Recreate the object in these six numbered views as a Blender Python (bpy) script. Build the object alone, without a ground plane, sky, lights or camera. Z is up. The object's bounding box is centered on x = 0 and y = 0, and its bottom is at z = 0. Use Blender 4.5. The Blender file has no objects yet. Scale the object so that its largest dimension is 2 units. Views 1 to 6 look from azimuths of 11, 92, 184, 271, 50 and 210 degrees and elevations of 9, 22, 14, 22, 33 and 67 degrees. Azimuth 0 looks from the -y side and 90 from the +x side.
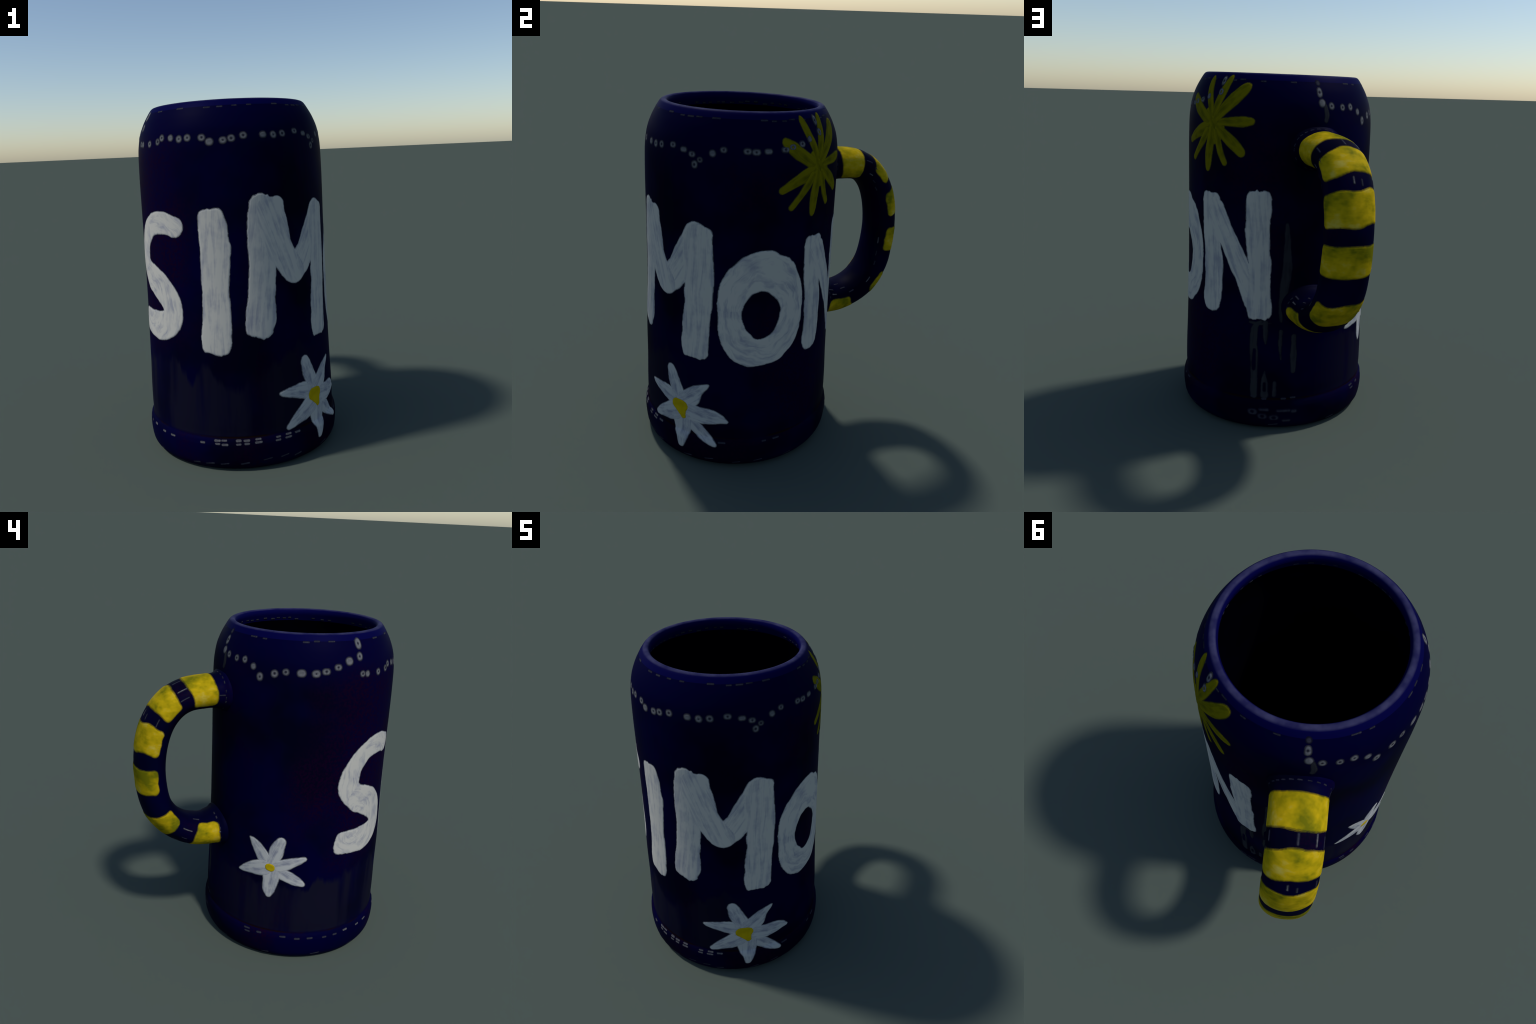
"""Tall glazed beer mug: navy glaze, hand-painted white capitals, two daisies,
a yellow sunburst, painted rings of lamp glint and a yellow-banded handle."""
import bpy, math, random
import numpy as np
from mathutils import Matrix, Vector

rng = random.Random(7)
PI = math.pi
UNROLL = 0.54                      # metres of unrolled wall per radian of azimuth

# ------------------------------------------------------------------ helpers
def smooth_interp(x, xk, yk):
    """monotone cubic through control points (Fritsch-Carlson)"""
    xk = np.asarray(xk, float); yk = np.asarray(yk, float)
    h = np.diff(xk); d = np.diff(yk) / h
    m = np.empty_like(xk); m[0] = d[0]; m[-1] = d[-1]
    a, b = d[:-1], d[1:]
    with np.errstate(divide='ignore', invalid='ignore'):
        w1 = 2 * h[1:] + h[:-1]; w2 = h[1:] + 2 * h[:-1]
        hm = (w1 + w2) / (w1 / a + w2 / b)
    m[1:-1] = np.where(a * b > 0, hm, 0.0)
    x = np.clip(np.asarray(x, float), xk[0], xk[-1])
    i = np.clip(np.searchsorted(xk, x) - 1, 0, len(h) - 1)
    t = (x - xk[i]) / h[i]
    return ((1 + 2 * t) * (1 - t) ** 2 * yk[i] + t * (1 - t) ** 2 * h[i] * m[i]
            + t * t * (3 - 2 * t) * yk[i + 1] + t * t * (t - 1) * h[i] * m[i + 1])

def value_noise(x, y, seed=0):
    """smooth lattice noise in -1..1"""
    x = np.asarray(x, float); y = np.asarray(y, float)
    xi = np.floor(x); yi = np.floor(y)
    fx = x - xi; fy = y - yi
    fx = fx * fx * (3 - 2 * fx); fy = fy * fy * (3 - 2 * fy)
    def hsh(a, b):
        v = np.sin(a * 127.1 + b * 311.7 + seed * 74.7) * 43758.5453
        return (v - np.floor(v)) * 2 - 1
    return ((hsh(xi, yi) * (1 - fx) + hsh(xi + 1, yi) * fx) * (1 - fy)
            + (hsh(xi, yi + 1) * (1 - fx) + hsh(xi + 1, yi + 1) * fx) * fy)

def smoothstep(t):
    t = np.clip(t, 0, 1)
    return t * t * (3 - 2 * t)

# ------------------------------------------------------------------ node materials
class Nodes:
    def __init__(self, name):
        self.mat = bpy.data.materials.new(name)
        self.mat.use_nodes = True
        self.t = self.mat.node_tree
        self.t.nodes.clear()
        out = self.t.nodes.new('ShaderNodeOutputMaterial')
        self.bsdf = self.t.nodes.new('ShaderNodeBsdfPrincipled')
        self.t.links.new(self.bsdf.outputs[0], out.inputs[0])
    def put(self, sock, v):
        if isinstance(v, bpy.types.NodeSocket):
            self.t.links.new(v, sock)
        elif v is not None:
            if hasattr(sock.default_value, '__len__') and not hasattr(v, '__len__'):
                v = (v,) * len(sock.default_value)
            if hasattr(sock.default_value, '__len__') and len(v) == 3 and len(sock.default_value) == 4:
                v = (*v, 1)
            sock.default_value = v
    def obj(self):
        return self.t.nodes.new('ShaderNodeTexCoord').outputs['Object']
    def math(self, op, a, b=None, c=None, clamp=False):
        n = self.t.nodes.new('ShaderNodeMath'); n.operation = op; n.use_clamp = clamp
        for s, v in zip(n.inputs, (a, b, c)):
            self.put(s, v)
        return n.outputs[0]
    def split(self, v):
        n = self.t.nodes.new('ShaderNodeSeparateXYZ'); self.put(n.inputs[0], v)
        return n.outputs
    def join(self, x, y, z=0.0):
        n = self.t.nodes.new('ShaderNodeCombineXYZ')
        for s, v in zip(n.inputs, (x, y, z)):
            self.put(s, v)
        return n.outputs[0]
    def mapping(self, v, scale=(1, 1, 1), rot=(0, 0, 0), loc=(0, 0, 0)):
        n = self.t.nodes.new('ShaderNodeMapping'); self.put(n.inputs['Vector'], v)
        n.inputs['Scale'].default_value = scale
        n.inputs['Rotation'].default_value = rot
        n.inputs['Location'].default_value = loc
        return n.outputs[0]
    def noise(self, v, scale=5.0, detail=3.0, rough=0.5, distort=0.0):
        n = self.t.nodes.new('ShaderNodeTexNoise'); self.put(n.inputs['Vector'], v)
        n.inputs['Scale'].default_value = scale; n.inputs['Detail'].default_value = detail
        n.inputs['Roughness'].default_value = rough; n.inputs['Distortion'].default_value = distort
        return n.outputs[0]
    def ramp(self, f, stops, interp='LINEAR'):
        n = self.t.nodes.new('ShaderNodeValToRGB'); self.put(n.inputs[0], f)
        n.color_ramp.interpolation = interp
        e = n.color_ramp.elements
        while len(e) < len(stops):
            e.new(0.5)
        for el, (p, c) in zip(e, stops):
            el.position = p
            el.color = (c, c, c, 1) if not hasattr(c, '__len__') else (*c, 1)
        return n.outputs[0]
    def mix(self, f, a, b):
        n = self.t.nodes.new('ShaderNodeMix'); n.data_type = 'RGBA'
        self.put(n.inputs[0], f); self.put(n.inputs[6], a); self.put(n.inputs[7], b)
        return n.outputs[2]
    def finish(self, color, rough=0.5, spec=0.2, height=None, strength=0.1, dist=0.004):
        self.put(self.bsdf.inputs['Base Color'], color)
        self.put(self.bsdf.inputs['Roughness'], rough)
        self.put(self.bsdf.inputs['Specular IOR Level'], spec)
        if height is not None:
            n = self.t.nodes.new('ShaderNodeBump')
            n.inputs['Strength'].default_value = strength
            n.inputs['Distance'].default_value = dist
            self.put(n.inputs['Height'], height)
            self.t.links.new(n.outputs[0], self.bsdf.inputs['Normal'])
        return self.mat

SPEC = 0.008
ROUGH = 0.5
NAVY = (0.0007, 0.0007, 0.0215)
INK = (0.0010, 0.0012, 0.0092)
VIOLET = (0.0060, 0.0006, 0.0120)
SLATE = (0.0062, 0.0062, 0.0172)

def unrolled(n):
    """(azimuth * UNROLL, height, 0) from the object position, seam at the back"""
    x, y, z = n.split(n.obj())
    ang = n.math('ARCTAN2', n.math('ADD', x, 0.008), n.math('MULTIPLY', n.math('ADD', y, 0.19), -1.0))
    return n.join(n.math('MULTIPLY', ang, UNROLL), z, 0.0), ang, z

def glaze_material(name, wall=True, tint=1.0):
    n = Nodes(name)
    o = n.obj()
    cloud = n.ramp(n.noise(o, 2.3, 3, 0.55), [(0.40, 0), (0.60, 1)])
    col = n.mix(cloud, NAVY, INK)
    violet_patch = n.ramp(n.noise(n.mapping(o, (1, 1, 0.7), loc=(3.1, 1.7, 0.4)), 2.0, 2, 0.5), [(0.50, 0), (0.66, 1)])
    speck = n.ramp(n.noise(o, 70, 2, 0.6), [(0.44, 0), (0.58, 1)])
    col = n.mix(n.math('MULTIPLY', violet_patch, n.math('MULTIPLY_ADD', speck, 0.7, 0.2)), col, VIOLET)
    if wall:
        uv, ang, z = unrolled(n)
        u, v, _ = n.split(uv)
        # shoulder keeps the pure blue glaze; its lower edge wanders
        sh = n.math('ADD', z, n.math('MULTIPLY', n.math('SUBTRACT', n.noise(o, 3.0, 3), 0.5), 0.35))
        col = n.mix(n.ramp(n.math('MULTIPLY', sh, 0.5), [(0.84, 0), (0.93, 0.85)]), col, NAVY)
        # surroundings' reflection painted slate grey on the lower wall, ragged top, front to left
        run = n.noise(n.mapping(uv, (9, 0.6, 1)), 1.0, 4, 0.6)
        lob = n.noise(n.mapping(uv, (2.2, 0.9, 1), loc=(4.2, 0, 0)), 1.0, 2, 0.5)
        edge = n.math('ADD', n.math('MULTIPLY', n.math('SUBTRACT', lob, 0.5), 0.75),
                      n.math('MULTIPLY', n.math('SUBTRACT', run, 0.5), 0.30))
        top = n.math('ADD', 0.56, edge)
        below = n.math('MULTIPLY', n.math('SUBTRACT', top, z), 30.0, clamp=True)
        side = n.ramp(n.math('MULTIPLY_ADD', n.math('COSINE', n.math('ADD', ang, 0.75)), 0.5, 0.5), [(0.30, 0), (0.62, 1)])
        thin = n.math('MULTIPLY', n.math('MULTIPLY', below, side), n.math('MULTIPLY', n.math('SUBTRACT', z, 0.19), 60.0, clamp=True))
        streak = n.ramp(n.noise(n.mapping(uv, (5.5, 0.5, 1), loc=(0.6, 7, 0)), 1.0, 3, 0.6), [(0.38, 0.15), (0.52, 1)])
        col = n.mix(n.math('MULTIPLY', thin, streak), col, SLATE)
        # brownish line of bare clay showing at the groove above the foot
        groove = n.math('SUBTRACT', 1.0, n.math('MULTIPLY', n.math('ABSOLUTE', n.math('SUBTRACT', z, 0.193)), 110.0), clamp=True)
        dirty = n.ramp(n.noise(o, 5, 3), [(0.38, 0), (0.6, 1)])
        col = n.mix(n.math('MULTIPLY', groove, dirty), col, (0.0075, 0.0030, 0.0016))
    grain = n.noise(o, 45, 3, 0.6)
    return n.finish(col, ROUGH, SPEC, grain, 0.05, 0.003)

def lip_material():
    n = Nodes('lip_painted_highlight')
    o = n.obj()
    x, y, z = n.split(o)
    glint_breakup = n.ramp(n.noise(o, 9, 3, 0.6), [(0.38, 0.35), (0.62, 1)])
    zz = n.math('SUBTRACT', z, n.math('ADD', n.math('MULTIPLY', x, 0.0155), n.math('MULTIPLY', n.math('ADD', y, 0.19), -0.0181)))
    crest = n.math('MULTIPLY', n.math('SUBTRACT', zz, 1.9815), 160.0, clamp=True)
    col = n.mix(n.math('MULTIPLY', glint_breakup, crest), (0.0016, 0.0016, 0.040), (0.036, 0.036, 0.088))  # crest lightened to carry the rim highlight
    return n.finish(col, ROUGH, SPEC)

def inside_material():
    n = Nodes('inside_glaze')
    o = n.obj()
    col = n.mix(n.ramp(n.noise(o, 2.5, 3), [(0.42, 0), (0.62, 1)]), (0.0004, 0.0004, 0.0022), (0.0006, 0.0006, 0.0040))  # glaze taken nearly to black, occlusion baked into the colour
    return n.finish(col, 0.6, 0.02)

WHITE = (0.480, 0.466, 0.425)
WHITE_THIN = (0.300, 0.304, 0.332)
WHITE_EDGE = (0.060, 0.061, 0.085)

def brush_colour(n, streak_vec, blotch_vec, full, thin, scale=1.0):
    fine = n.noise(streak_vec, scale, 4, 0.6, 0.6)
    blot = n.noise(blotch_vec, 9.0, 3, 0.6)
    f = n.math('ADD', n.math('MULTIPLY', fine, 0.6), n.math('MULTIPLY', blot, 0.4))
    return n.mix(n.ramp(f, [(0.37, 0), (0.53, 1)]), thin, full), fine

_cache = {}
def letter_paint(angle=None, centre=None, coat=2):
    """white brush paint on the wall: bristle streaks along `angle`, or round `centre`"""
    key = (coat, None if angle is None else round(angle, 2), centre)
    if key in _cache:
        return _cache[key]
    n = Nodes('white_brush_' + ('wash', 'thin_coat', 'paint')[coat])
    uv, ang, z = unrolled(n)
    if centre is None:
        vec = n.mapping(n.mapping(uv, rot=(0, 0, -(angle or 0.0))), (4.0, 42, 1))
    else:
        u, v, _ = n.split(uv)
        if centre[0] > 1.69:
            centre = (centre[0] - 2 * PI * UNROLL, centre[1])
        du = n.math('SUBTRACT', u, centre[0]); dv = n.math('MULTIPLY', n.math('SUBTRACT', v, centre[1]), 0.78)
        rad = n.math('SQRT', n.math('ADD', n.math('MULTIPLY', du, du), n.math('MULTIPLY', dv, dv)))
        wob = n.math('MULTIPLY', n.noise(uv, 7, 2), 0.09)
        vec = n.join(n.math('MULTIPLY', n.math('ADD', rad, wob), 42.0), n.math('MULTIPLY', n.math('ARCTAN2', dv, du), 1.3), 0.0)
    full, thin = [(tuple(c * 0.13 + 0.002 for c in WHITE_THIN), tuple(c * 0.06 + 0.001 for c in WHITE_EDGE)),
                  (tuple(c * 0.75 for c in WHITE_THIN), tuple(c * 0.45 for c in WHITE_THIN)),
                  (WHITE, WHITE_THIN)][coat]
    col, fine = brush_colour(n, vec, uv, full, thin)
    m = n.finish(col, 0.6, SPEC, fine, 0.12, 0.003)
    _cache[key] = m
    return m

def local_paint(name, full, thin, along=7.0, across=70.0, edge=None):
    """brush paint whose streaks run along the local X axis of each mark"""
    n = Nodes(name)
    o = n.obj()
    col, fine = brush_colour(n, n.mapping(o, (along, across, 1)), o, full, thin)
    return n.finish(col, 0.6, SPEC, fine, 0.12, 0.003)

def plain_paint(name, a, b, scale=30.0):
    n = Nodes(name)
    col = n.mix(n.ramp(n.noise(n.obj(), scale, 3, 0.6), [(0.35, 0), (0.65, 1)]), a, b)
    return n.finish(col, 0.55, SPEC)

# ------------------------------------------------------------------ wall surface
# profile of the outer wall: height (of 2) -> radius
PROFILE = [(0, .526), (.006, .538), (.02, .552), (.045, .5645), (.08, .5705), (.12, .573), (.15, .5715), (.178, .564),
           (.192, .5555), (.215, .5545), (.26, .5555), (.34, .5545), (.5, .549), (.9, .540), (1.3, .537),
           (1.55, .5365), (1.70, .534), (1.76, .531), (1.80, .526), (1.845, .5175), (1.91, .4935), (1.962, .465),
           (1.980, .4535), (1.992, .444), (1.9985, .434), (2.0, .425)]
PZ, PR = zip(*PROFILE)
TALL = 1.9895
LEAN = (0.0155, -0.0181)           # the rim stands a little higher at the front right

def place(az, zeta, r):
    """mug frame -> world: slight lean of the axis and tilt of the rim"""
    az, zeta, r = np.broadcast_arrays(np.asarray(az, float), zeta, r)
    x = 0.0002 - 0.0151 * zeta / 2 + r * np.sin(az)
    y = -0.1996 + 0.0180 * zeta / 2 - r * np.cos(az) \
        - 0.0065 * np.exp(-((zeta - 0.70) / 0.20) ** 2) * np.maximum(np.cos(az + 0.1), 0)     # slight belly at the front
    z = zeta * TALL / 2 + (LEAN[0] * x + LEAN[1] * (y + 0.19)) * zeta / 2
    return np.stack([x, y, z], -1)

def wall(u, v, lift=0.0):
    """unrolled wall coordinates -> world position raised by `lift`"""
    az = np.asarray(u) / UNROLL
    r = smooth_interp(v, PZ, PR)
    e = 1e-3
    dr = (smooth_interp(np.minimum(v + e, 2), PZ, PR) - smooth_interp(np.maximum(v - e, 0), PZ, PR)) / (2 * e)
    nl = np.sqrt(1 + dr * dr)
    return place(az, np.asarray(v) - lift * dr / nl, r + lift / nl)

# ------------------------------------------------------------------ handle surface
HANDLE_AZ = math.radians(206.0)
HANDLE_LINE = [(.47, 1.6045), (.55, 1.604), (.632, 1.6024), (.745, 1.589), (.8315, 1.5415), (.8975, 1.4553), (.938, 1.335), (.953, 1.1945),
               (.9435, 1.0545), (.9145, .934), (.860, .8455), (.7895, .784), (.710, .7485), (.628, .735), (.548, .742), (.47, .748)]

def dense_curve(pts, count):
    """Catmull-Rom through the points, resampled by arc length"""
    p = np.array(pts, float)
    p = np.vstack([2 * p[0] - p[1], p, 2 * p[-1] - p[-2]])
    out = []
    for i in range(1, len(p) - 2):
        t = np.linspace(0, 1, 40, endpoint=False)[:, None]
        a, b, c, d = p[i - 1], p[i], p[i + 1], p[i + 2]
        out.append(0.5 * (2 * b + (c - a) * t + (2 * a - 5 * b + 4 * c - d) * t ** 2 + (3 * b - a - 3 * c + d) * t ** 3))
    q = np.vstack(out + [p[-2:-1]])
    s = np.r_[0, np.cumsum(np.hypot(*np.diff(q, axis=0).T))]
    ss = np.linspace(0, s[-1], count)
    return ss, np.stack([np.interp(ss, s, q[:, k]) for k in range(2)], -1)

H_S, H_C = dense_curve(HANDLE_LINE, 400)
H_LEN = H_S[-1]
H_T = np.gradient(H_C, H_S, axis=0)
H_T /= np.linalg.norm(H_T, axis=1)[:, None]
HANDLE_GIRTH = 0.112

def handle(s, phi, lift=0.0):
    """along the handle s, round it phi (0 = outer face) -> world"""
    s = np.asarray(s, float); phi = np.asarray(phi, float)
    c = np.stack([np.interp(s, H_S, H_C[:, k]) for k in range(2)], -1)
    t = np.stack([np.interp(s, H_S, H_T[:, k]) for k in range(2)], -1)
    t /= np.linalg.norm(t, axis=-1)[..., None]
    nrm = np.stack([-t[..., 1], t[..., 0]], -1)      # points away from the hole
    q = s / H_LEN
    a = np.interp(q, [0, .25, .5, .75, 1], [.094, .0893, .0867, .0868, .0966])
    b = np.interp(q, [0, .25, .5, .75, 1], [.129, .128, .1277, .132, .138])
    foot = np.exp(-np.maximum(c[..., 0] - 0.535, 0) / 0.022) * 0.028
    a = a + foot; b = b + foot * 0.8
    k = 2 / 2.08
    cp, sp = np.cos(phi), np.sin(phi)
    out = np.sign(cp) * np.abs(cp) ** k * a + cp * lift
    side = np.sign(sp) * np.abs(sp) ** k * b + sp * lift
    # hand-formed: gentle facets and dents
    out = out + 0.0022 * value_noise(s * 14 + 2.3 * cp, 1.7 * sp + 5, 5) * (0.5 + 0.5 * cp)
    rho = c[..., 0] + nrm[..., 0] * out
    z = c[..., 1] + nrm[..., 1] * out
    az = np.radians(np.interp(q, [0, .25, .5, .75, 1], [206.6, 206.4, 205.5, 204.95, 205.25]))
    ca, sa = math.cos(HANDLE_AZ), math.sin(HANDLE_AZ)
    x = -0.008 + rho * np.sin(az) + side * ca
    y = -0.190 - rho * np.cos(az) + side * sa
    return np.stack([x, y, z], -1)

def handle_mark(u, v, lift=0.0):
    return handle(u, np.asarray(v) / HANDLE_GIRTH, lift)

# ------------------------------------------------------------------ objects
ROOT = bpy.data.objects.new('beer_mug', None)
bpy.context.scene.collection.objects.link(ROOT)
ROOT['label'] = 'tall navy glazed stein with white hand-painted capitals, flowers and striped handle'
ROOT['category'] = 'beer mug'

FRAMES = {}
def add_object(name, verts, faces, mats, parent, mat_index=None, smooth=True, frame=None, stuff=False):
    me = bpy.data.meshes.new(name)
    v = np.asarray(verts, float)
    ob = bpy.data.objects.new(name, me)
    bpy.context.scene.collection.objects.link(ob)
    if frame is not None:
        inv = np.array(frame.inverted())
        v = v @ inv[:3, :3].T + inv[:3, 3]
        ob.matrix_local = frame
    me.from_pydata(v.tolist(), [], faces)
    for m in mats:
        me.materials.append(m)
    if mat_index is not None:
        me.polygons.foreach_set('material_index', mat_index)
    if smooth:
        me.polygons.foreach_set('use_smooth', [True] * len(me.polygons))
    me.update()
    FRAMES[ob.name] = (frame or Matrix()).copy()
    ob.parent = parent
    if parent is not None and parent is not ROOT:
        ob.matrix_local = FRAMES[parent.name].inverted() @ (frame or Matrix())
    if stuff:
        ob['kind'] = 'stuff'
    return ob

# profile of the inside
INNER_Z, INNER_R = zip(*[(.10, .0), (.1001, .36), (.105, .425), (.13, .447), (.18, .463), (.30, .469), (1.0, .468), (1.60, .467), (1.72, .464), (1.80, .456),
                       (1.86, .442), (1.92, .421), (1.955, .409), (1.972, .4035)])

def inner_wall(u, v, lift=0.0):
    return place(np.asarray(u) / UNROLL, v, smooth_interp(v, INNER_Z, INNER_R) - lift)

# ---- turned body: one revolved surface, split into foot, wall, lip and inside
SEG = 288
def revolve_rows():
    rows = [(0.0, 0.30, 'foot'), (0.0, 0.44, 'foot'), (0.0, 0.485, 'foot')]
    for z in np.unique(np.r_[np.linspace(0, .02, 6), np.linspace(.02, .192, 34)]):
        rows.append((z, float(smooth_interp(z, PZ, PR)), 'foot'))
    for z in np.unique(np.r_[np.linspace(.192, .26, 16)[1:], np.linspace(.26, 1.7, 130)[1:], np.linspace(1.7, 1.965, 50)[1:]]):
        rows.append((z, float(smooth_interp(z, PZ, PR)), 'wall'))
    for z in np.r_[np.linspace(1.965, 1.99, 8)[1:], 1.994, 1.997, 1.999, 2.0]:
        rows.append((z, float(smooth_interp(z, PZ, PR)), 'lip'))
    inner = [(1.9995, .420), (1.997, .4145), (1.992, .4095), (1.984, .4055), (1.972, .4035)]
    rows += [(z, r, 'lip') for z, r in inner]
    rows += [(z, float(smooth_interp(z, INNER_Z, INNER_R)), 'lip') for z in (1.960, 1.948, 1.936, 1.925)]
    for z in np.r_[np.linspace(1.915, 1.6, 24), np.linspace(1.5, .3, 14), .24, .20, .18, .155, .13, .115, .105]:
        rows.append((z, float(smooth_interp(z, INNER_Z, INNER_R)), 'inside'))
    rows += [(.1005, .30, 'inside'), (.1, .10, 'inside')]
    return rows

def build_body():
    rows = revolve_rows()
    az = np.arange(SEG) * 2 * PI / SEG
    z = np.array([r[0] for r in rows]); rad = np.array([r[1] for r in rows])
    P = place(az[None, :], z[:, None], rad[:, None])
    # thrown by hand: very slight unevenness
    nR = len(rows)
    # analytic normals from finite differences over the whole surface keep the split seamless
    du = np.roll(P, -1, 1) - np.roll(P, 1, 1)
    dv = np.gradient(P, axis=0)
    N = np.cross(du, dv)
    N /= np.maximum(np.linalg.norm(N, axis=-1), 1e-12)[..., None]
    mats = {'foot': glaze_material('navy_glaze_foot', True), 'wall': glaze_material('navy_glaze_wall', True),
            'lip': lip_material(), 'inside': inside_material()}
    names = {'foot': 'foot', 'wall': 'mug_wall', 'lip': 'lip', 'inside': 'inner_wall'}
    for part in ('foot', 'wall', 'lip', 'inside'):
        idx = [i for i in range(nR) if rows[i][2] == part]
        lo = max(idx[0] - 1, 0) if part != 'foot' else 0
        sel = list(range(lo, idx[-1] + 1))
        V = P[sel].reshape(-1, 3); NN = N[sel].reshape(-1, 3)
        F = []
        for a in range(len(sel) - 1):
            for j in range(SEG):
                k = (j + 1) % SEG
                F.append((a * SEG + j, a * SEG + k, (a + 1) * SEG + k, (a + 1) * SEG + j))
        if part == 'foot':
            F.append(tuple(range(SEG - 1, -1, -1)))
        if part == 'inside':
            b = (len(sel) - 1) * SEG
            F.append(tuple(b + j for j in range(SEG)))
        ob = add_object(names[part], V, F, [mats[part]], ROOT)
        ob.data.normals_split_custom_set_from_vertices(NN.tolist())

build_body()

# ---- handle tube
def build_handle():
    S = np.linspace(0, H_LEN, 220)
    PH = np.arange(72) * 2 * PI / 72
    P = handle(S[:, None], PH[None, :])
    m = len(PH)
    F = []
    for i in range(len(S) - 1):
        for j in range(m):
            k = (j + 1) % m
            F.append((i * m + j, (i + 1) * m + j, (i + 1) * m + k, i * m + k))
    return add_object('handle', P.reshape(-1, 3), F, [glaze_material('navy_glaze_handle', False)], ROOT)

HANDLE = build_handle()

# ------------------------------------------------------------------ painted marks
class Stroke:
    """brush stroke: spine points (u, v, half width); flat caps are clipped square"""
    def __init__(self, pts, flat=(False, False), ext=(0.02, 0.02), centre=None, bristle=0.0):
        self.p = np.array(pts, float); self.flat = flat; self.ext = ext
        self.centre = centre; self.bristle = bristle
        # smooth the spine
        if len(self.p) > 2:
            q = np.vstack([2 * self.p[0] - self.p[1], self.p, 2 * self.p[-1] - self.p[-2]])
            out = []
            for i in range(1, len(q) - 2):
                t = np.linspace(0, 1, 6, endpoint=False)[:, None]
                a, b, c, d = q[i - 1:i + 3]
                out.append(0.5 * (2 * b + (c - a) * t + (2 * a - 5 * b + 4 * c - d) * t ** 2 + (3 * b - a - 3 * c + d) * t ** 3))
            self.q = np.vstack(out + [self.p[-1:]])
        else:
            self.q = self.p
    def angle(self):
        d = self.p[-1, :2] - self.p[0, :2]
        return math.atan2(d[1], d[0])
    def sdf(self, U, V):
        best = np.full(U.shape, 9.0)
        q = self.q
        for a, b in zip(q[:-1], q[1:]):
            d = b[:2] - a[:2]; L2 = max(d @ d, 1e-9)
            t = np.clip(((U - a[0]) * d[0] + (V - a[1]) * d[1]) / L2, 0, 1)
            f = np.hypot(U - a[0] - t * d[0], V - a[1] - t * d[1]) - (a[2] + t * (b[2] - a[2]))
            best = np.minimum(best, f)
        for e, k in ((0, 0), (-1, 1)):
            if self.flat[k]:
                inner = q[3] if e == 0 and len(q) > 3 else (q[-4] if e == -1 and len(q) > 3 else (q[1] if e == 0 else q[0]))
                d = q[e, :2] - inner[:2]; d = d / np.linalg.norm(d)
                along = (U - q[e, 0]) * d[0] + (V - q[e, 1]) * d[1]
                across = -(U - q[e, 0]) * d[1] + (V - q[e, 1]) * d[0]
                lim = self.ext[k] + 0.008 * value_noise(across * 22 + 3, across * 0, k) \
                    + 0.7 * self.bristle * np.maximum(value_noise(across * 75 + 11, across * 0, 4 + k), -0.2)
                near = along > -1.4 * q[e, 2]
                k2 = 0.3 * q[e, 2]                     # rounded corners at the square end
                g = along - lim
                h = np.maximum(k2 - np.abs(best - g), 0) / k2
                best = np.where(near, np.maximum(best, g) + h * h * k2 * 0.25, best)
        return best

def contour_layer(us, vs, f, depth_limit):
    """polygons filling f<0; cells entirely deeper than depth_limit are left out"""
    pts, pf, faces, index = [], [], [], {}
    def vert(key, u, v, val):
        i = index.get(key)
        if i is None:
            i = index[key] = len(pts); pts.append((u, v)); pf.append(val)
        return i
    inside = f < 0
    cells = inside[:-1, :-1] | inside[1:, :-1] | inside[:-1, 1:] | inside[1:, 1:]
    if depth_limit is not None:
        shallow = f > depth_limit
        cells &= shallow[:-1, :-1] | shallow[1:, :-1] | shallow[:-1, 1:] | shallow[1:, 1:]
    for j, i in zip(*np.nonzero(cells)):
        ring = ((j, i), (j, i + 1), (j + 1, i + 1), (j + 1, i))
        poly = []
        for k in range(4):
            a, b = ring[k], ring[(k + 1) % 4]
            fa, fb = f[a], f[b]
            if fa < 0:
                poly.append(vert(a, us[a[1]], vs[a[0]], fa))
            if (fa < 0) != (fb < 0):
                t = fa / (fa - fb)
                key = (a, b) if a < b else (b, a)
                poly.append(vert(key, us[a[1]] + t * (us[b[1]] - us[a[1]]), vs[a[0]] + t * (vs[b[0]] - vs[a[0]]), 0.0))
        if len(poly) >= 3:
            faces.append(tuple(poly))
    return pts, pf, faces

def paint_mesh(field, box, cell, surface, raise_h=0.0018, coats=(-0.0025, 0.0008, 0.0045)):
    """Thin raised skin of paint over the region field<0 of an unrolled surface.
    Three coats, each set in from the last: a faint wash, a thin coat, the full coat."""
    u0, u1, v0, v1 = box
    us = np.arange(u0, u1 + cell, cell); vs = np.arange(v0, v1 + cell, cell)
    U, V = np.meshgrid(us, vs)
    f = field(U, V)
    P, F, coat, mid, base = [], [], [], [], 0
    for k, inset in enumerate(coats):
        limit = None if k == len(coats) - 1 else -(coats[k + 1] - inset) - 2 * cell
        pts, pf, faces = contour_layer(us, vs, f + inset, limit)
        if not faces:
            continue
        pts = np.array(pts); pf = np.array(pf)
        top = raise_h * (0.3, 0.6, 1.0)[k]
        low = -0.0004 if k == 0 else raise_h * (0, 0.18, 0.48)[k]
        P.append(surface(pts[:, 0], pts[:, 1], low + (top - low) * smoothstep(-pf / 0.003)))
        F += [tuple(i + base for i in q) for q in faces]
        mid.append(np.array([pts[list(q)].mean(0) for q in faces]))
        coat += [k] * len(faces)
        base += len(pts)
    if not F:
        return None
    return np.vstack(P), F, np.array(coat), np.vstack(mid)

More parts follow.
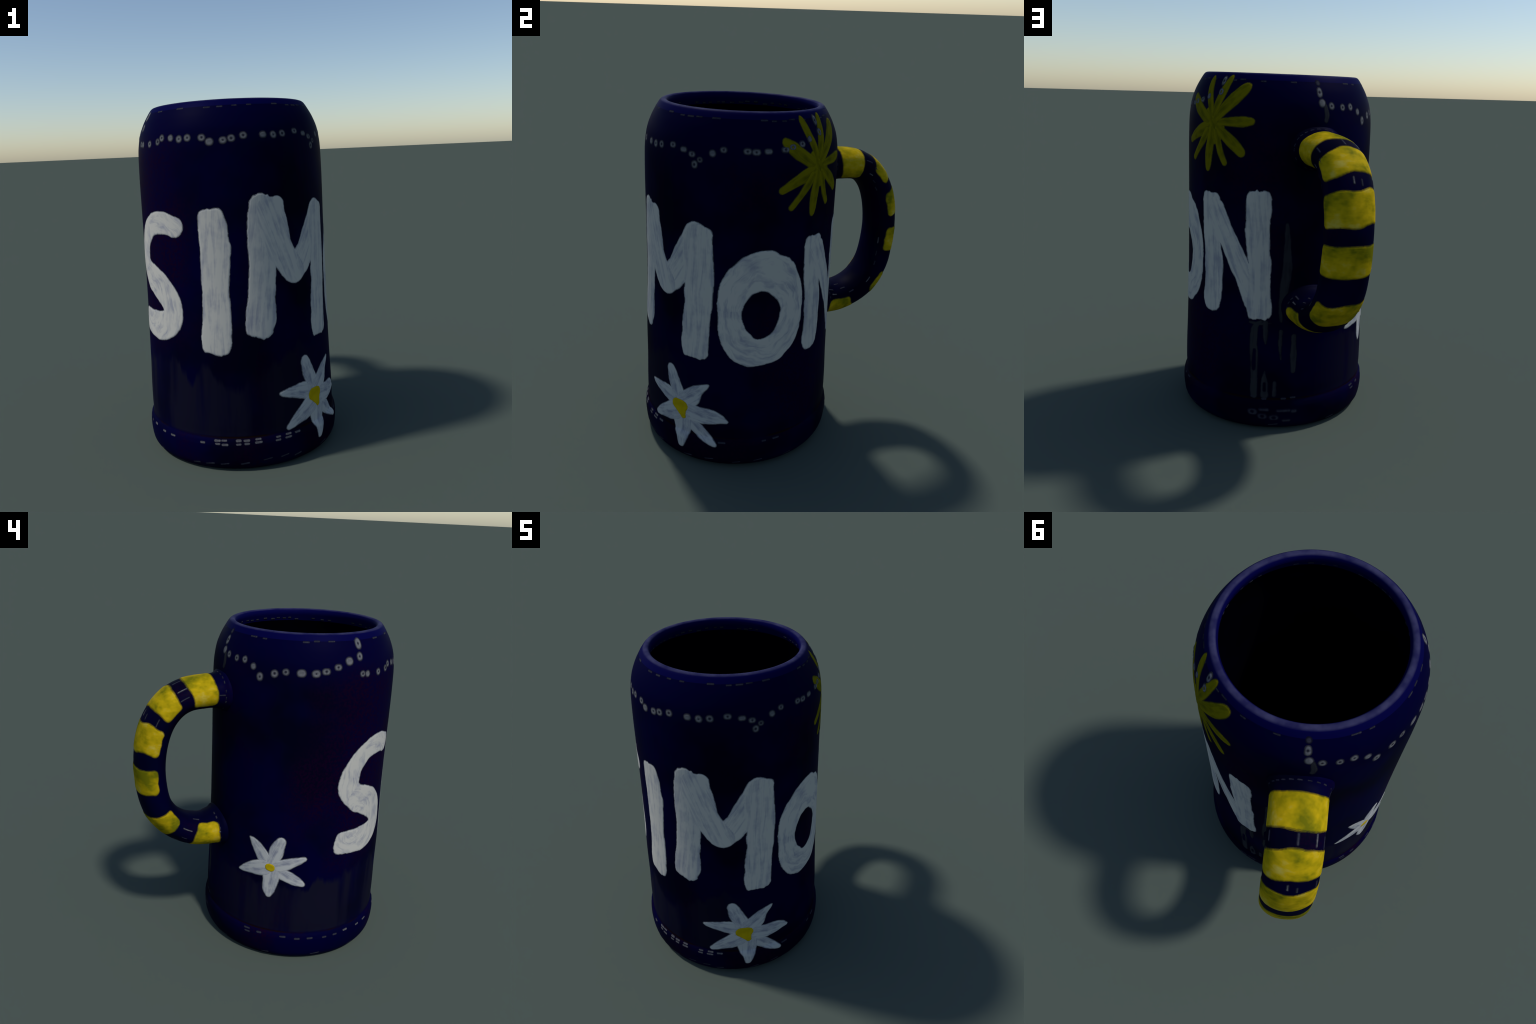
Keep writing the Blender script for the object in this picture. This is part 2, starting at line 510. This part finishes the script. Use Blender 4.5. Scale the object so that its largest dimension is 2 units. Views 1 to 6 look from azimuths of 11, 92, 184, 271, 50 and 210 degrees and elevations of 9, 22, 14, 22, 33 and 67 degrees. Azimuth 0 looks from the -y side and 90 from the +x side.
def ragged(U, V, amp, seed):
    return (amp * value_noise(U * 17, V * 17, seed) + 0.40 * amp * value_noise(U * 45, V * 45, seed + 1)
            + 0.22 * amp * value_noise(U * 130, V * 130, seed + 2))

def box_of(strokes, pad=0.03):
    q = np.vstack([s.q for s in strokes]); w = q[:, 2].max() + pad
    return q[:, 0].min() - w, q[:, 0].max() + w, q[:, 1].min() - w, q[:, 1].max() + w

def letter(name, strokes, seed):
    def field(U, V):
        f = np.full(U.shape, 9.0)
        for s in strokes:
            f = np.minimum(f, s.sdf(U, V))
        return f + ragged(U, V, 0.0045, seed)
    P, F, coat, uvc = paint_mesh(field, box_of(strokes), 0.0045, wall)
    d = np.stack([s.sdf(uvc[:, 0], uvc[:, 1]) for s in strokes])
    # later strokes lie over earlier ones; outside all strokes the nearest one owns the face
    over = np.argmax(np.where(d < 0, np.arange(len(strokes))[:, None] + 1, 0), axis=0)
    own = np.where((d < 0).any(0), over, np.argmin(d, axis=0))
    mats = []
    for s in strokes:
        mats += [letter_paint(s.angle(), s.centre, c) for c in (0, 1, 2)]
    midx = own * 3 + coat
    return add_object(name, P, F, mats, ROOT, midx.tolist())

# letters, as the brush went: spine points on the unrolled wall with half widths
letter('letter_s', [
    Stroke([(-.225, 1.347, .058), (-.312, 1.363, .063), (-.40, 1.355, .064), (-.475, 1.315, .065), (-.525, 1.25, .068),
            (-.552, 1.17, .076), (-.53, 1.105, .076), (-.45, 1.045, .083)], centre=(-0.36, 1.19)),
    Stroke([(-.46, 1.05, .085), (-.36, 1.005, .090), (-.292, .935, .082), (-.272, .865, .078), (-.305, .812, .080),
            (-.385, .783, .084), (-.49, .784, .080), (-.575, .790, .074)], flat=(False, True), ext=(0, .045), centre=(-0.47, 0.90), bristle=.008)], 3)
letter('letter_i', [
    Stroke([(.000, 1.388, .076), (.010, 1.272, .083), (.012, 1.186, .085), (.005, 1.083, .078), (.004, .973, .077),
            (.002, .862, .083), (-.006, .742, .086), (-.008, .690, .076)], flat=(True, True), ext=(.045, .032), bristle=.005)], 5)
letter('letter_m', [
    Stroke([(.300, 1.430, .100), (.278, 1.363, .092), (.264, 1.284, .082), (.265, 1.148, .078), (.256, 1.039, .078), (.248, .93, .081),
            (.243, .86, .088), (.231, .784, .080)], flat=(True, True), ext=(.055, .045), bristle=.014),
    Stroke([(.660, 1.385, .070), (.602, 1.255, .082), (.545, 1.165, .080), (.46, 1.085, .078)], flat=(False, True), ext=(0, .045), bristle=.010),
    Stroke([(.325, 1.425, .080), (.335, 1.34, .086), (.360, 1.236, .084), (.405, 1.145, .078), (.455, 1.075, .074)], flat=(True, False), ext=(.050, 0), bristle=.010),
    Stroke([(.683, 1.375, .074), (.672, 1.29, .088), (.675, 1.131, .086), (.672, 1.014, .082), (.661, .862, .082),
            (.655, .765, .083), (.658, .715, .076)], flat=(True, True), ext=(.058, .036), bristle=.010)], 9)
O_MID = (1.022, .980)
letter('letter_o', [
    Stroke([(1.030, 1.210, .112), (1.110, 1.170, .104), (1.165, 1.090, .086), (1.192, .990, .074), (1.180, .870, .078), (1.120, .775, .084),
            (1.020, .735, .084), (.930, .755, .086), (.872, .840, .080), (.850, .950, .064), (.858, 1.060, .076), (.905, 1.150, .092),
            (.980, 1.200, .108), (1.035, 1.212, .110)], centre=O_MID)], 13)
letter('letter_n', [
    Stroke([(1.335, 1.318, .072), (1.337, 1.26, .075), (1.338, 1.176, .072), (1.345, 1.071, .069), (1.355, .95, .073), (1.351, .813, .071),
            (1.347, .742, .069), (1.352, .715, .062)], flat=(True, True), ext=(.040, .036), bristle=.006),
    Stroke([(1.372, 1.270, .066), (1.402, 1.20, .066), (1.464, 1.10, .060), (1.524, .992, .062), (1.572, .905, .058), (1.618, .770, .056)]),
    Stroke([(1.638, 1.350, .070), (1.637, 1.302, .074), (1.635, 1.207, .072), (1.638, 1.093, .069), (1.652, .951, .063), (1.650, .833, .062),
            (1.650, .740, .074), (1.655, .705, .068)], flat=(True, True), ext=(.040, .030), bristle=.016)], 17)

# ---- marks with their own local frame (X along the mark, Z off the wall)
def mark_frame(surface, a, b):
    a = np.array(a, float); b = np.array(b, float)
    p = surface(a[0], a[1], 0.0); d = b - a
    d = d / np.linalg.norm(d) * 0.01
    x = Vector(surface(a[0] + d[0], a[1] + d[1], 0.0) - p).normalized()
    z = Vector(surface(a[0], a[1], 0.01) - p).normalized()
    y = z.cross(x).normalized(); x = y.cross(z)
    M = Matrix((x, y, z)).transposed().to_4x4()
    M.translation = Vector(p)
    return M

def single_mark(name, strokes, mats, parent, seed, surface=wall, rag=0.003, cell=0.004, raise_h=0.0018, frame=True, holes=None, stuff=False, coats=(-0.0025, 0.0008, 0.0040)):
    def field(U, V):
        f = np.full(U.shape, 9.0)
        for s in strokes:
            f = np.minimum(f, s.sdf(U, V))
        if holes:
            for hu, hv, hr in holes:
                f = np.maximum(f, hr - np.hypot(U - hu, V - hv))
        return f + ragged(U, V, rag, seed)
    r = paint_mesh(field, box_of(strokes, 0.015), cell, surface, raise_h, coats)
    if r is None:
        return None
    P, F, coat, uvc = r
    midx = np.minimum(coat, len(mats) - 1).tolist()
    fr = mark_frame(surface, strokes[0].p[0, :2], strokes[0].p[-1, :2]) if frame else None
    return add_object(name, P, F, mats, parent, midx, frame=fr, stuff=stuff)

def coats_of(name, full, thin, along=None, across=None, scale=30.0, under=(0.0015, 0.0015, 0.012)):
    """wash, thin coat and full coat of one paint, the first two showing the glaze"""
    out = []
    for k, cover in enumerate((0.16, 0.55, 1.0)):
        f = tuple(c * cover + u * (1 - cover) for c, u in zip(full, under))
        t = tuple(c * cover * (0.75, 0.85, 1)[k] + u * (1 - cover) for c, u in zip(thin, under))
        nm = name + ('_wash', '_thin_coat', '')[k]
        out.append(local_paint(nm, f, t, along, across) if along else plain_paint(nm, t, f, scale))
    return out

PETAL = coats_of('white_petal_paint', (0.410, 0.415, 0.410), (0.200, 0.212, 0.262), 8, 44)
EYE = coats_of('yellow_daisy_eye_paint', (0.46, 0.330, 0.005), (0.36, 0.265, 0.004), scale=14, under=(0.12, 0.11, 0.06))
RAY = coats_of('mustard_ray_paint', (0.150, 0.132, 0.0024), (0.076, 0.073, 0.0026), 7, 34)

def daisy(petals, eye, seed):
    """petals: list of (spine points); eye: strokes of the yellow middle"""
    c = eye[0].p[0, :2]
    # heart of the flower: white disc that joins the petals
    base = single_mark('daisy', [Stroke([(c[0], c[1], .072), (c[0] + .012, c[1] - .004, .072)])], PETAL, ROOT, seed, raise_h=.0016)
    for k, p in enumerate(petals):
        single_mark('petal', [Stroke(p)], PETAL, base, seed + 3 * k, raise_h=.0022 + .0003 * (k % 3))
    single_mark('daisy_eye', eye, EYE, base, seed + 50, raise_h=.0050, rag=.003)

daisy([
    [(.553, .405, .056), (.540, .450, .049), (.524, .490, .046), (.503, .555, .034), (.498, .568, .026)],
    [(.600, .395, .062), (.638, .425, .056), (.672, .470, .037), (.718, .506, .018), (.737, .521, .006)],
    [(.640, .330, .058), (.697, .321, .055), (.750, .326, .048), (.800, .318, .032), (.842, .302, .011)],
    [(.635, .270, .050), (.676, .233, .044), (.728, .190, .032), (.775, .156, .016), (.783, .148, .008)],
    [(.583, .250, .066), (.584, .208, .056), (.586, .160, .037), (.581, .108, .021), (.580, .102, .018)],
    [(.525, .300, .062), (.490, .278, .056), (.432, .250, .040), (.375, .216, .022), (.366, .210, .018)],
    [(.510, .385, .054), (.470, .396, .049), (.413, .404, .038), (.350, .408, .022), (.330, .411, .013)]],
    [Stroke([(.548, .350, .040), (.585, .352, .036)]), Stroke([(.566, .340, .048), (.588, .290, .020)])], 40)

WRAP = 2 * PI * UNROLL
daisy([
    [(2.378, .665, .046), (2.353, .701, .041), (2.322, .748, .036), (2.290, .785, .020), (2.268, .803, .004)],
    [(2.415, .680, .040), (2.425, .712, .041), (2.437, .752, .043), (2.455, .800, .034), (2.461, .815, .022)],
    [(2.450, .648, .040), (2.490, .660, .039), (2.535, .680, .032), (2.590, .702, .019), (2.598, .706, .015)],
    [(2.450, .610, .040), (2.490, .592, .038), (2.545, .566, .034), (2.590, .540, .020), (2.600, .532, .010)],
    [(2.410, .590, .052), (2.410, .550, .048), (2.402, .492, .039), (2.400, .450, .020), (2.399, .444, .016)],
    [(2.365, .622, .054), (2.335, .614, .052), (2.279, .598, .038), (2.230, .577, .019), (2.203, .566, .006)]],
    [Stroke([(2.398, .633, .026), (2.408, .631, .026)])], 90)

# ---- yellow sunburst
def sunburst():
    c = (1.340, 1.726)
    base = single_mark('sunburst', [Stroke([(1.318, 1.75, .066), (1.355, 1.695, .072)])], RAY, ROOT, 130, raise_h=.0014, rag=.006)
    rays = [
        [(1.330, 1.77, .024), (1.313, 1.820, .024), (1.283, 1.885, .027), (1.258, 1.950, .024), (1.250, 1.972, .012)],
        [(1.347, 1.78, .022), (1.359, 1.822, .024), (1.384, 1.890, .029), (1.408, 1.955, .024), (1.418, 1.973, .012)],
        [(1.370, 1.768, .030), (1.404, 1.803, .032), (1.480, 1.873, .039), (1.530, 1.918, .032), (1.553, 1.934, .013)],
        [(1.390, 1.738, .022), (1.431, 1.744, .022), (1.518, 1.750, .030), (1.575, 1.754, .024), (1.590, 1.756, .016)],
        [(1.380, 1.705, .030), (1.414, 1.683, .031), (1.482, 1.633, .034), (1.530, 1.592, .026)],
        [(1.362, 1.690, .022), (1.380, 1.645, .022), (1.402, 1.578, .023), (1.427, 1.530, .020)],
        [(1.328, 1.69, .030), (1.322, 1.640, .031), (1.310, 1.572, .032), (1.303, 1.500, .024), (1.300, 1.480, .010)],
        [(1.295, 1.69, .026), (1.262, 1.645, .027), (1.209, 1.585, .020), (1.160, 1.536, .018)],
        [(1.290, 1.71, .034), (1.244, 1.692, .035), (1.166, 1.660, .027), (1.105, 1.628, .021)],
        [(1.290, 1.755, .030), (1.257, 1.772, .034), (1.180, 1.822, .036), (1.130, 1.858, .026), (1.122, 1.868, .018)]]
    for k, p in enumerate(rays):
        single_mark('ray', [Stroke(p)], RAY, base, 140 + k, raise_h=.0018 + .0003 * (k % 4), rag=.0022)
sunburst()

# ---- lamp reflections on the shoulder, painted on as rows of pale rings
DOT = coats_of('painted_lamp_reflection', (0.135, 0.137, 0.145), (0.090, 0.092, 0.102), scale=40)
DASH = coats_of('pale_dash_mark', (0.115, 0.112, 0.118), (0.050, 0.050, 0.062), scale=60)
FAINT = coats_of('faint_grey_mark', (0.036, 0.037, 0.052), (0.020, 0.021, 0.034), scale=40)

def lamp_glint_ring(u, v, ru, rv, seed, mats=DOT, hole=0.006, raise_h=.0014):
    dx = max(ru - rv, 0.0) or 1e-4; dy = max(rv - ru, 0.0)
    r = min(ru, rv)
    single_mark('lamp_glint_ring', [Stroke([(u - dx, v - dy, r), (u + dx, v + dy, r)])], mats, ROOT, seed, rag=.0016, cell=.0028,
                raise_h=raise_h, holes=[(u, v, hole)] if hole else None, coats=(-.005, .000, .0038))

GLINT_ROW = [
    (1.962, 1.914, .017, .026), (1.970, 1.860, .020, .021), (2.028, 1.846, .019, .019), (2.105, 1.840, .018, .018), (2.170, 1.843, .018, .018),
    (2.235, 1.817, .019, .019), (2.283, 1.769, .020, .024), (2.367, 1.796, .022, .021), (2.428, 1.809, .020, .018), (2.513, 1.808, .026, .020),
    (2.592, 1.808, .024, .019), (2.647, 1.819, .024, .017), (2.714, 1.839, .022, .016), (2.784, 1.867, .024, .020), (2.855, 1.886, .022, .023),
    (2.861, 1.948, .022, .028), (2.870, 1.796, .018, .018), (2.905, 1.793, .018, .018), (-.396, 1.792, .019, .018), (-.317, 1.799, .019, .019),
    (-.283, 1.817, .019, .018), (-.218, 1.813, .019, .018), (-.160, 1.804, .019, .018), (-.109, 1.807, .020, .018), (-.027, 1.804, .021, .018),
    (.014, 1.781, .022, .019), (.086, 1.785, .021, .018), (.130, 1.792, .022, .019), (.194, 1.804, .022, .019), (.302, 1.804, .022, .018),
    (.363, 1.801, .019, .019), (.420, 1.807, .021, .018), (.511, 1.819, .021, .014), (.584, 1.806, .021, .013), (.636, 1.790, .020, .014),
    (.681, 1.768, .016, .014), (.652, 1.742, .018, .021), (.746, 1.805, .018, .017), (.802, 1.825, .018, .014), (.921, 1.823, .021, .014),
    (.965, 1.820, .022, .014), (1.028, 1.824, .022, .014), (1.119, 1.830, .024, .014), (1.161, 1.840, .022, .016), (1.222, 1.851, .020, .015),
    (1.279, 1.871, .018, .018), (1.371, 1.896, .020, .022), (1.364, 1.952, .016, .024)]
for k, (u, v, ru, rv) in enumerate(GLINT_ROW):
    lamp_glint_ring(u, v, ru * 0.94, rv * 0.94, 300 + k, DOT, (0.0035, 0.0, 0.0025, 0.004)[k % 4], .0046 if 1.05 < u < 1.5 else .0014)
# ring pairs low on the back of the foot
for k, (u, v, ru, rv) in enumerate([(1.634, .116, .026, .018), (1.697, .133, .028, .009), (1.689, .090, .026, .017), (1.752, .083, .026, .016),
                                    (1.820, .063, .024, .010), (1.803, .128, .040, .009), (1.860, .123, .018, .011), (1.962, 1.960, .014, .012)]):
    lamp_glint_ring(u, v, ru, rv, 380 + k, FAINT, 0.0085 if min(ru, rv) > .014 else 0.0)

# ---- dashes at the groove, under the lip and on the foot
def dash(u, v, half, r, seed, mats, surface=wall, tilt=0.0, name='dash'):
    single_mark(name, [Stroke([(u - half, v - tilt, r), (u + half, v + tilt, r)])], mats, HANDLE if surface is handle_mark else ROOT,
                seed, surface, rag=.0012, cell=.003, raise_h=.0011 if surface is wall else .0032, coats=(-.002, .0008, .0025))

for k, (u, v) in enumerate([(-.497, .166), (-.391, .160), (-.310, .160), (-.111, .163), (-.028, .178), (.007, .179), (-.027, .162), (.012, .158),
                            (.084, .178), (.126, .177), (.083, .160), (.127, .161), (.187, .180), (.188, .164), (.296, .176), (.293, .160), (.356, .179),
                            (.354, .163), (.413, .176), (.760, .176), (.820, .170), (1.05, .172), (1.12, .174), (1.635, .206), (1.695, .194), (1.803, .197),
                            (1.856, .202), (2.281, .175), (2.359, .170), (2.285, .156), (2.50, .168), (2.585, .160), (2.66, .162), (2.75, .158), (2.82, .16)]):
    dash(u, v, .008 + .008 * rng.random(), .0068, 420 + k, DASH if u < .5 else FAINT)
for k, (u, v) in enumerate([(-.157, .038), (-.077, .042), (.005, .045), (.113, .047), (.233, .062), (.329, .063), (.410, .048), (.62, .040), (.75, .052),
                            (.90, .038), (1.02, .045), (1.2, .038), (1.749, .036), (2.1, .03), (2.4, .035), (2.7, .04), (2.95, .036)]):
    dash(u, v, .016 + .008 * rng.random(), .006, 470 + k, FAINT, tilt=.003)
a = 0.0
k = 0
while a < WRAP:                                   # lamp reflections drawn as a broken line below the lip
    half = rng.uniform(.012, .026)
    if rng.random() < .72:
        dash(a - .6, 1.962 + rng.uniform(-.004, .004), half, .0045, 520 + k, FAINT)
    a += 2 * half + rng.uniform(.02, .07); k += 1

a, k = 0.0, 0
while a < WRAP:                                   # more rim glints, painted on the inner side
    half = rng.uniform(.008, .016)
    if rng.random() < .8:
        dash(a, 1.938 + rng.uniform(-.006, .006), half, .0055, 640 + k, FAINT, inner_wall)
    a += 2 * half + rng.uniform(.018, .06); k += 1

# ---- thin runs and smears of grey glaze at the back, under the last letter
RUN = coats_of('grey_glaze_run', (0.0250, 0.0270, 0.0330), (0.0150, 0.0165, 0.0230), 4, 40)
RUNS = [
    ([(1.667, .660, .012), (1.640, .640, .018), (1.628, .581, .022), (1.632, .476, .024), (1.635, .351, .022), (1.636, .215, .019)], [(1.633, .49 - .006 * i, .006 + .003 * math.sin(i * .16)) for i in range(20)]),
    ([(1.695, .366, .006), (1.694, .305, .019), (1.696, .218, .023)], [(1.695, .29 - .006 * i, .006) for i in range(8)]),
    ([(1.751, .297, .009), (1.750, .218, .015)], None),
    ([(1.692, .656, .018), (1.692, .577, .014), (1.695, .532, .006)], None),
    ([(1.777, .609, .015), (1.776, .500, .010), (1.782, .440, .006)], None),
    ([(1.850, .577, .016), (1.852, .432, .018), (1.853, .366, .013)], None),
    ([(1.795, 1.220, .010), (1.800, 1.073, .022), (1.801, .957, .030), (1.785, .839, .026), (1.772, .750, .014), (1.778, .666, .011)], None),
    ([(1.605, .655, .006), (1.66, .650, .012), (1.725, .655, .006)], None),
    ([(1.990, 1.845, .010), (1.996, 1.800, .014), (1.990, 1.770, .012)], None)]
for k, (p, holes) in enumerate(RUNS):
    single_mark('glaze_run', [Stroke(p)], RUN, ROOT, 600 + 3 * k, rag=.0035, raise_h=.0010, holes=holes)

# ---- yellow bands on the handle (s along, v round; v = angle * girth)
def band_material(name, cover):
    n = Nodes(name)
    o = n.obj()
    blot = n.noise(o, 8, 3, 0.55)
    brush = n.noise(n.mapping(o, (14, 14, 40)), 1, 3, 0.6)
    f = n.math('ADD', n.math('MULTIPLY', blot, 0.75), n.math('MULTIPLY', brush, 0.25))
    tone = lambda c: tuple(x * cover + y * (1 - cover) for x, y in zip(c, (0.0015, 0.0015, 0.010)))
    col = n.ramp(f, [(0.37, tone((0.135, 0.130, 0.004))), (0.47, tone((0.29, 0.225, 0.004))), (0.57, tone((0.44, 0.308, 0.006))), (0.68, tone((0.47, 0.375, 0.060)))])  # palest stop tints in a hint of the bands' whitish sheen
    return n.finish(col, 0.55, SPEC, blot, 0.10, 0.004)
BAND = [band_material('yellow_band_wash', 0.18), band_material('yellow_band_thin_coat', 0.55), band_material('yellow_band_paint', 1.0)]
# (start, end, reach round the +side, reach round the -side) in metres / degrees
BANDS = [(.124, .270, 128, 140), (.338, .456, 100, 84), (.512, .668, 99, 98), (.752, .903, 100, 104), (1.035, 1.168, 126, 86), (1.300, 1.456, 138, 106)]
def yellow_band(s0, s1, reach_a, reach_b, seed):
    va = math.radians(reach_a) * HANDLE_GIRTH; vb = math.radians(reach_b) * HANDLE_GIRTH
    def field(U, V):
        V2 = V + .004 * value_noise(U * 30, V * 0 + 3, seed)
        cu, cv = (s0 + s1) / 2, (va - vb) / 2
        hu, hv = (s1 - s0) / 2, (va + vb) / 2
        r = 0.030
        dx = np.abs(U + .010 * value_noise(V * 12, V * 0, seed + 2) - cu) - hu + r
        dy = np.abs(V2 - cv) - hv + r
        f = np.hypot(np.maximum(dx, 0), np.maximum(dy, 0)) + np.minimum(np.maximum(dx, dy), 0) - r
        return f + ragged(U, V, .003, seed)
    P, F, coat, uvc = paint_mesh(field, (s0 - .03, s1 + .03, -vb - .03, va + .03), .004, handle_mark, .0026, (-.003, .0008, .0048))
    midx = coat.tolist()
    add_object('yellow_band', P, F, BAND, HANDLE, midx)
for k, b in enumerate(BANDS):
    yellow_band(*b, 700 + 5 * k)

# ---- handle highlights modelled as pale dashes: along its flanks and in rings at both roots (s, degrees, half length, across?)
HANDLE_GLINTS = [(.30, 45, .020, 0), (.31, 75, .022, 0), (.49, 62, .020, 0), (1.235, 105, .030, 0), (1.30, 152, .022, 0), (1.24, 70, .014, 0), (1.22, 40, .016, 0),
          (.30, -60, .016, 0), (.36, -72, .014, 0), (.34, -100, .012, 0), (.40, -112, .012, 0), (.46, -120, .012, 0), (.84, -128, .018, 0), (.93, -126, .014, 0),
          (1.00, -122, .012, 0), (1.13, -112, .020, 0), (1.28, -118, .016, 0), (1.33, -140, .018, 0), (1.42, -122, .016, 0), (1.44, -138, .014, 0), (1.36, -160, .016, 0),
          (.48, -4, .012, 0), (.49, 14, .010, 0), (.30, 5, .016, 0), (1.44, 100, .014, 0), (.105, 88, .016, 0)]
for k, (sv, deg, half, _) in enumerate(HANDLE_GLINTS):
    dash(sv, math.radians(deg) * HANDLE_GIRTH, half, .0050, 800 + k, FAINT if k % 3 else DASH, handle_mark, name='painted_glint')
for base_s, gap in ((.082, 15), (H_LEN - .088, 17)):
    for k in range(int(360 / gap)):
        deg = -178 + k * gap + rng.uniform(-4, 4)
        if rng.random() < .75:
            v = math.radians(deg) * HANDLE_GIRTH
            r = [(base_s, v - .006, .0035), (base_s + .001, v + .006, .0035)]
            single_mark('painted_glint', [Stroke(r)], FAINT, HANDLE, 850 + k, handle_mark, rag=.001, cell=.003, raise_h=.0022, coats=(-.0015, .0006, .002))

ROOT.location = (0, 0, 0)
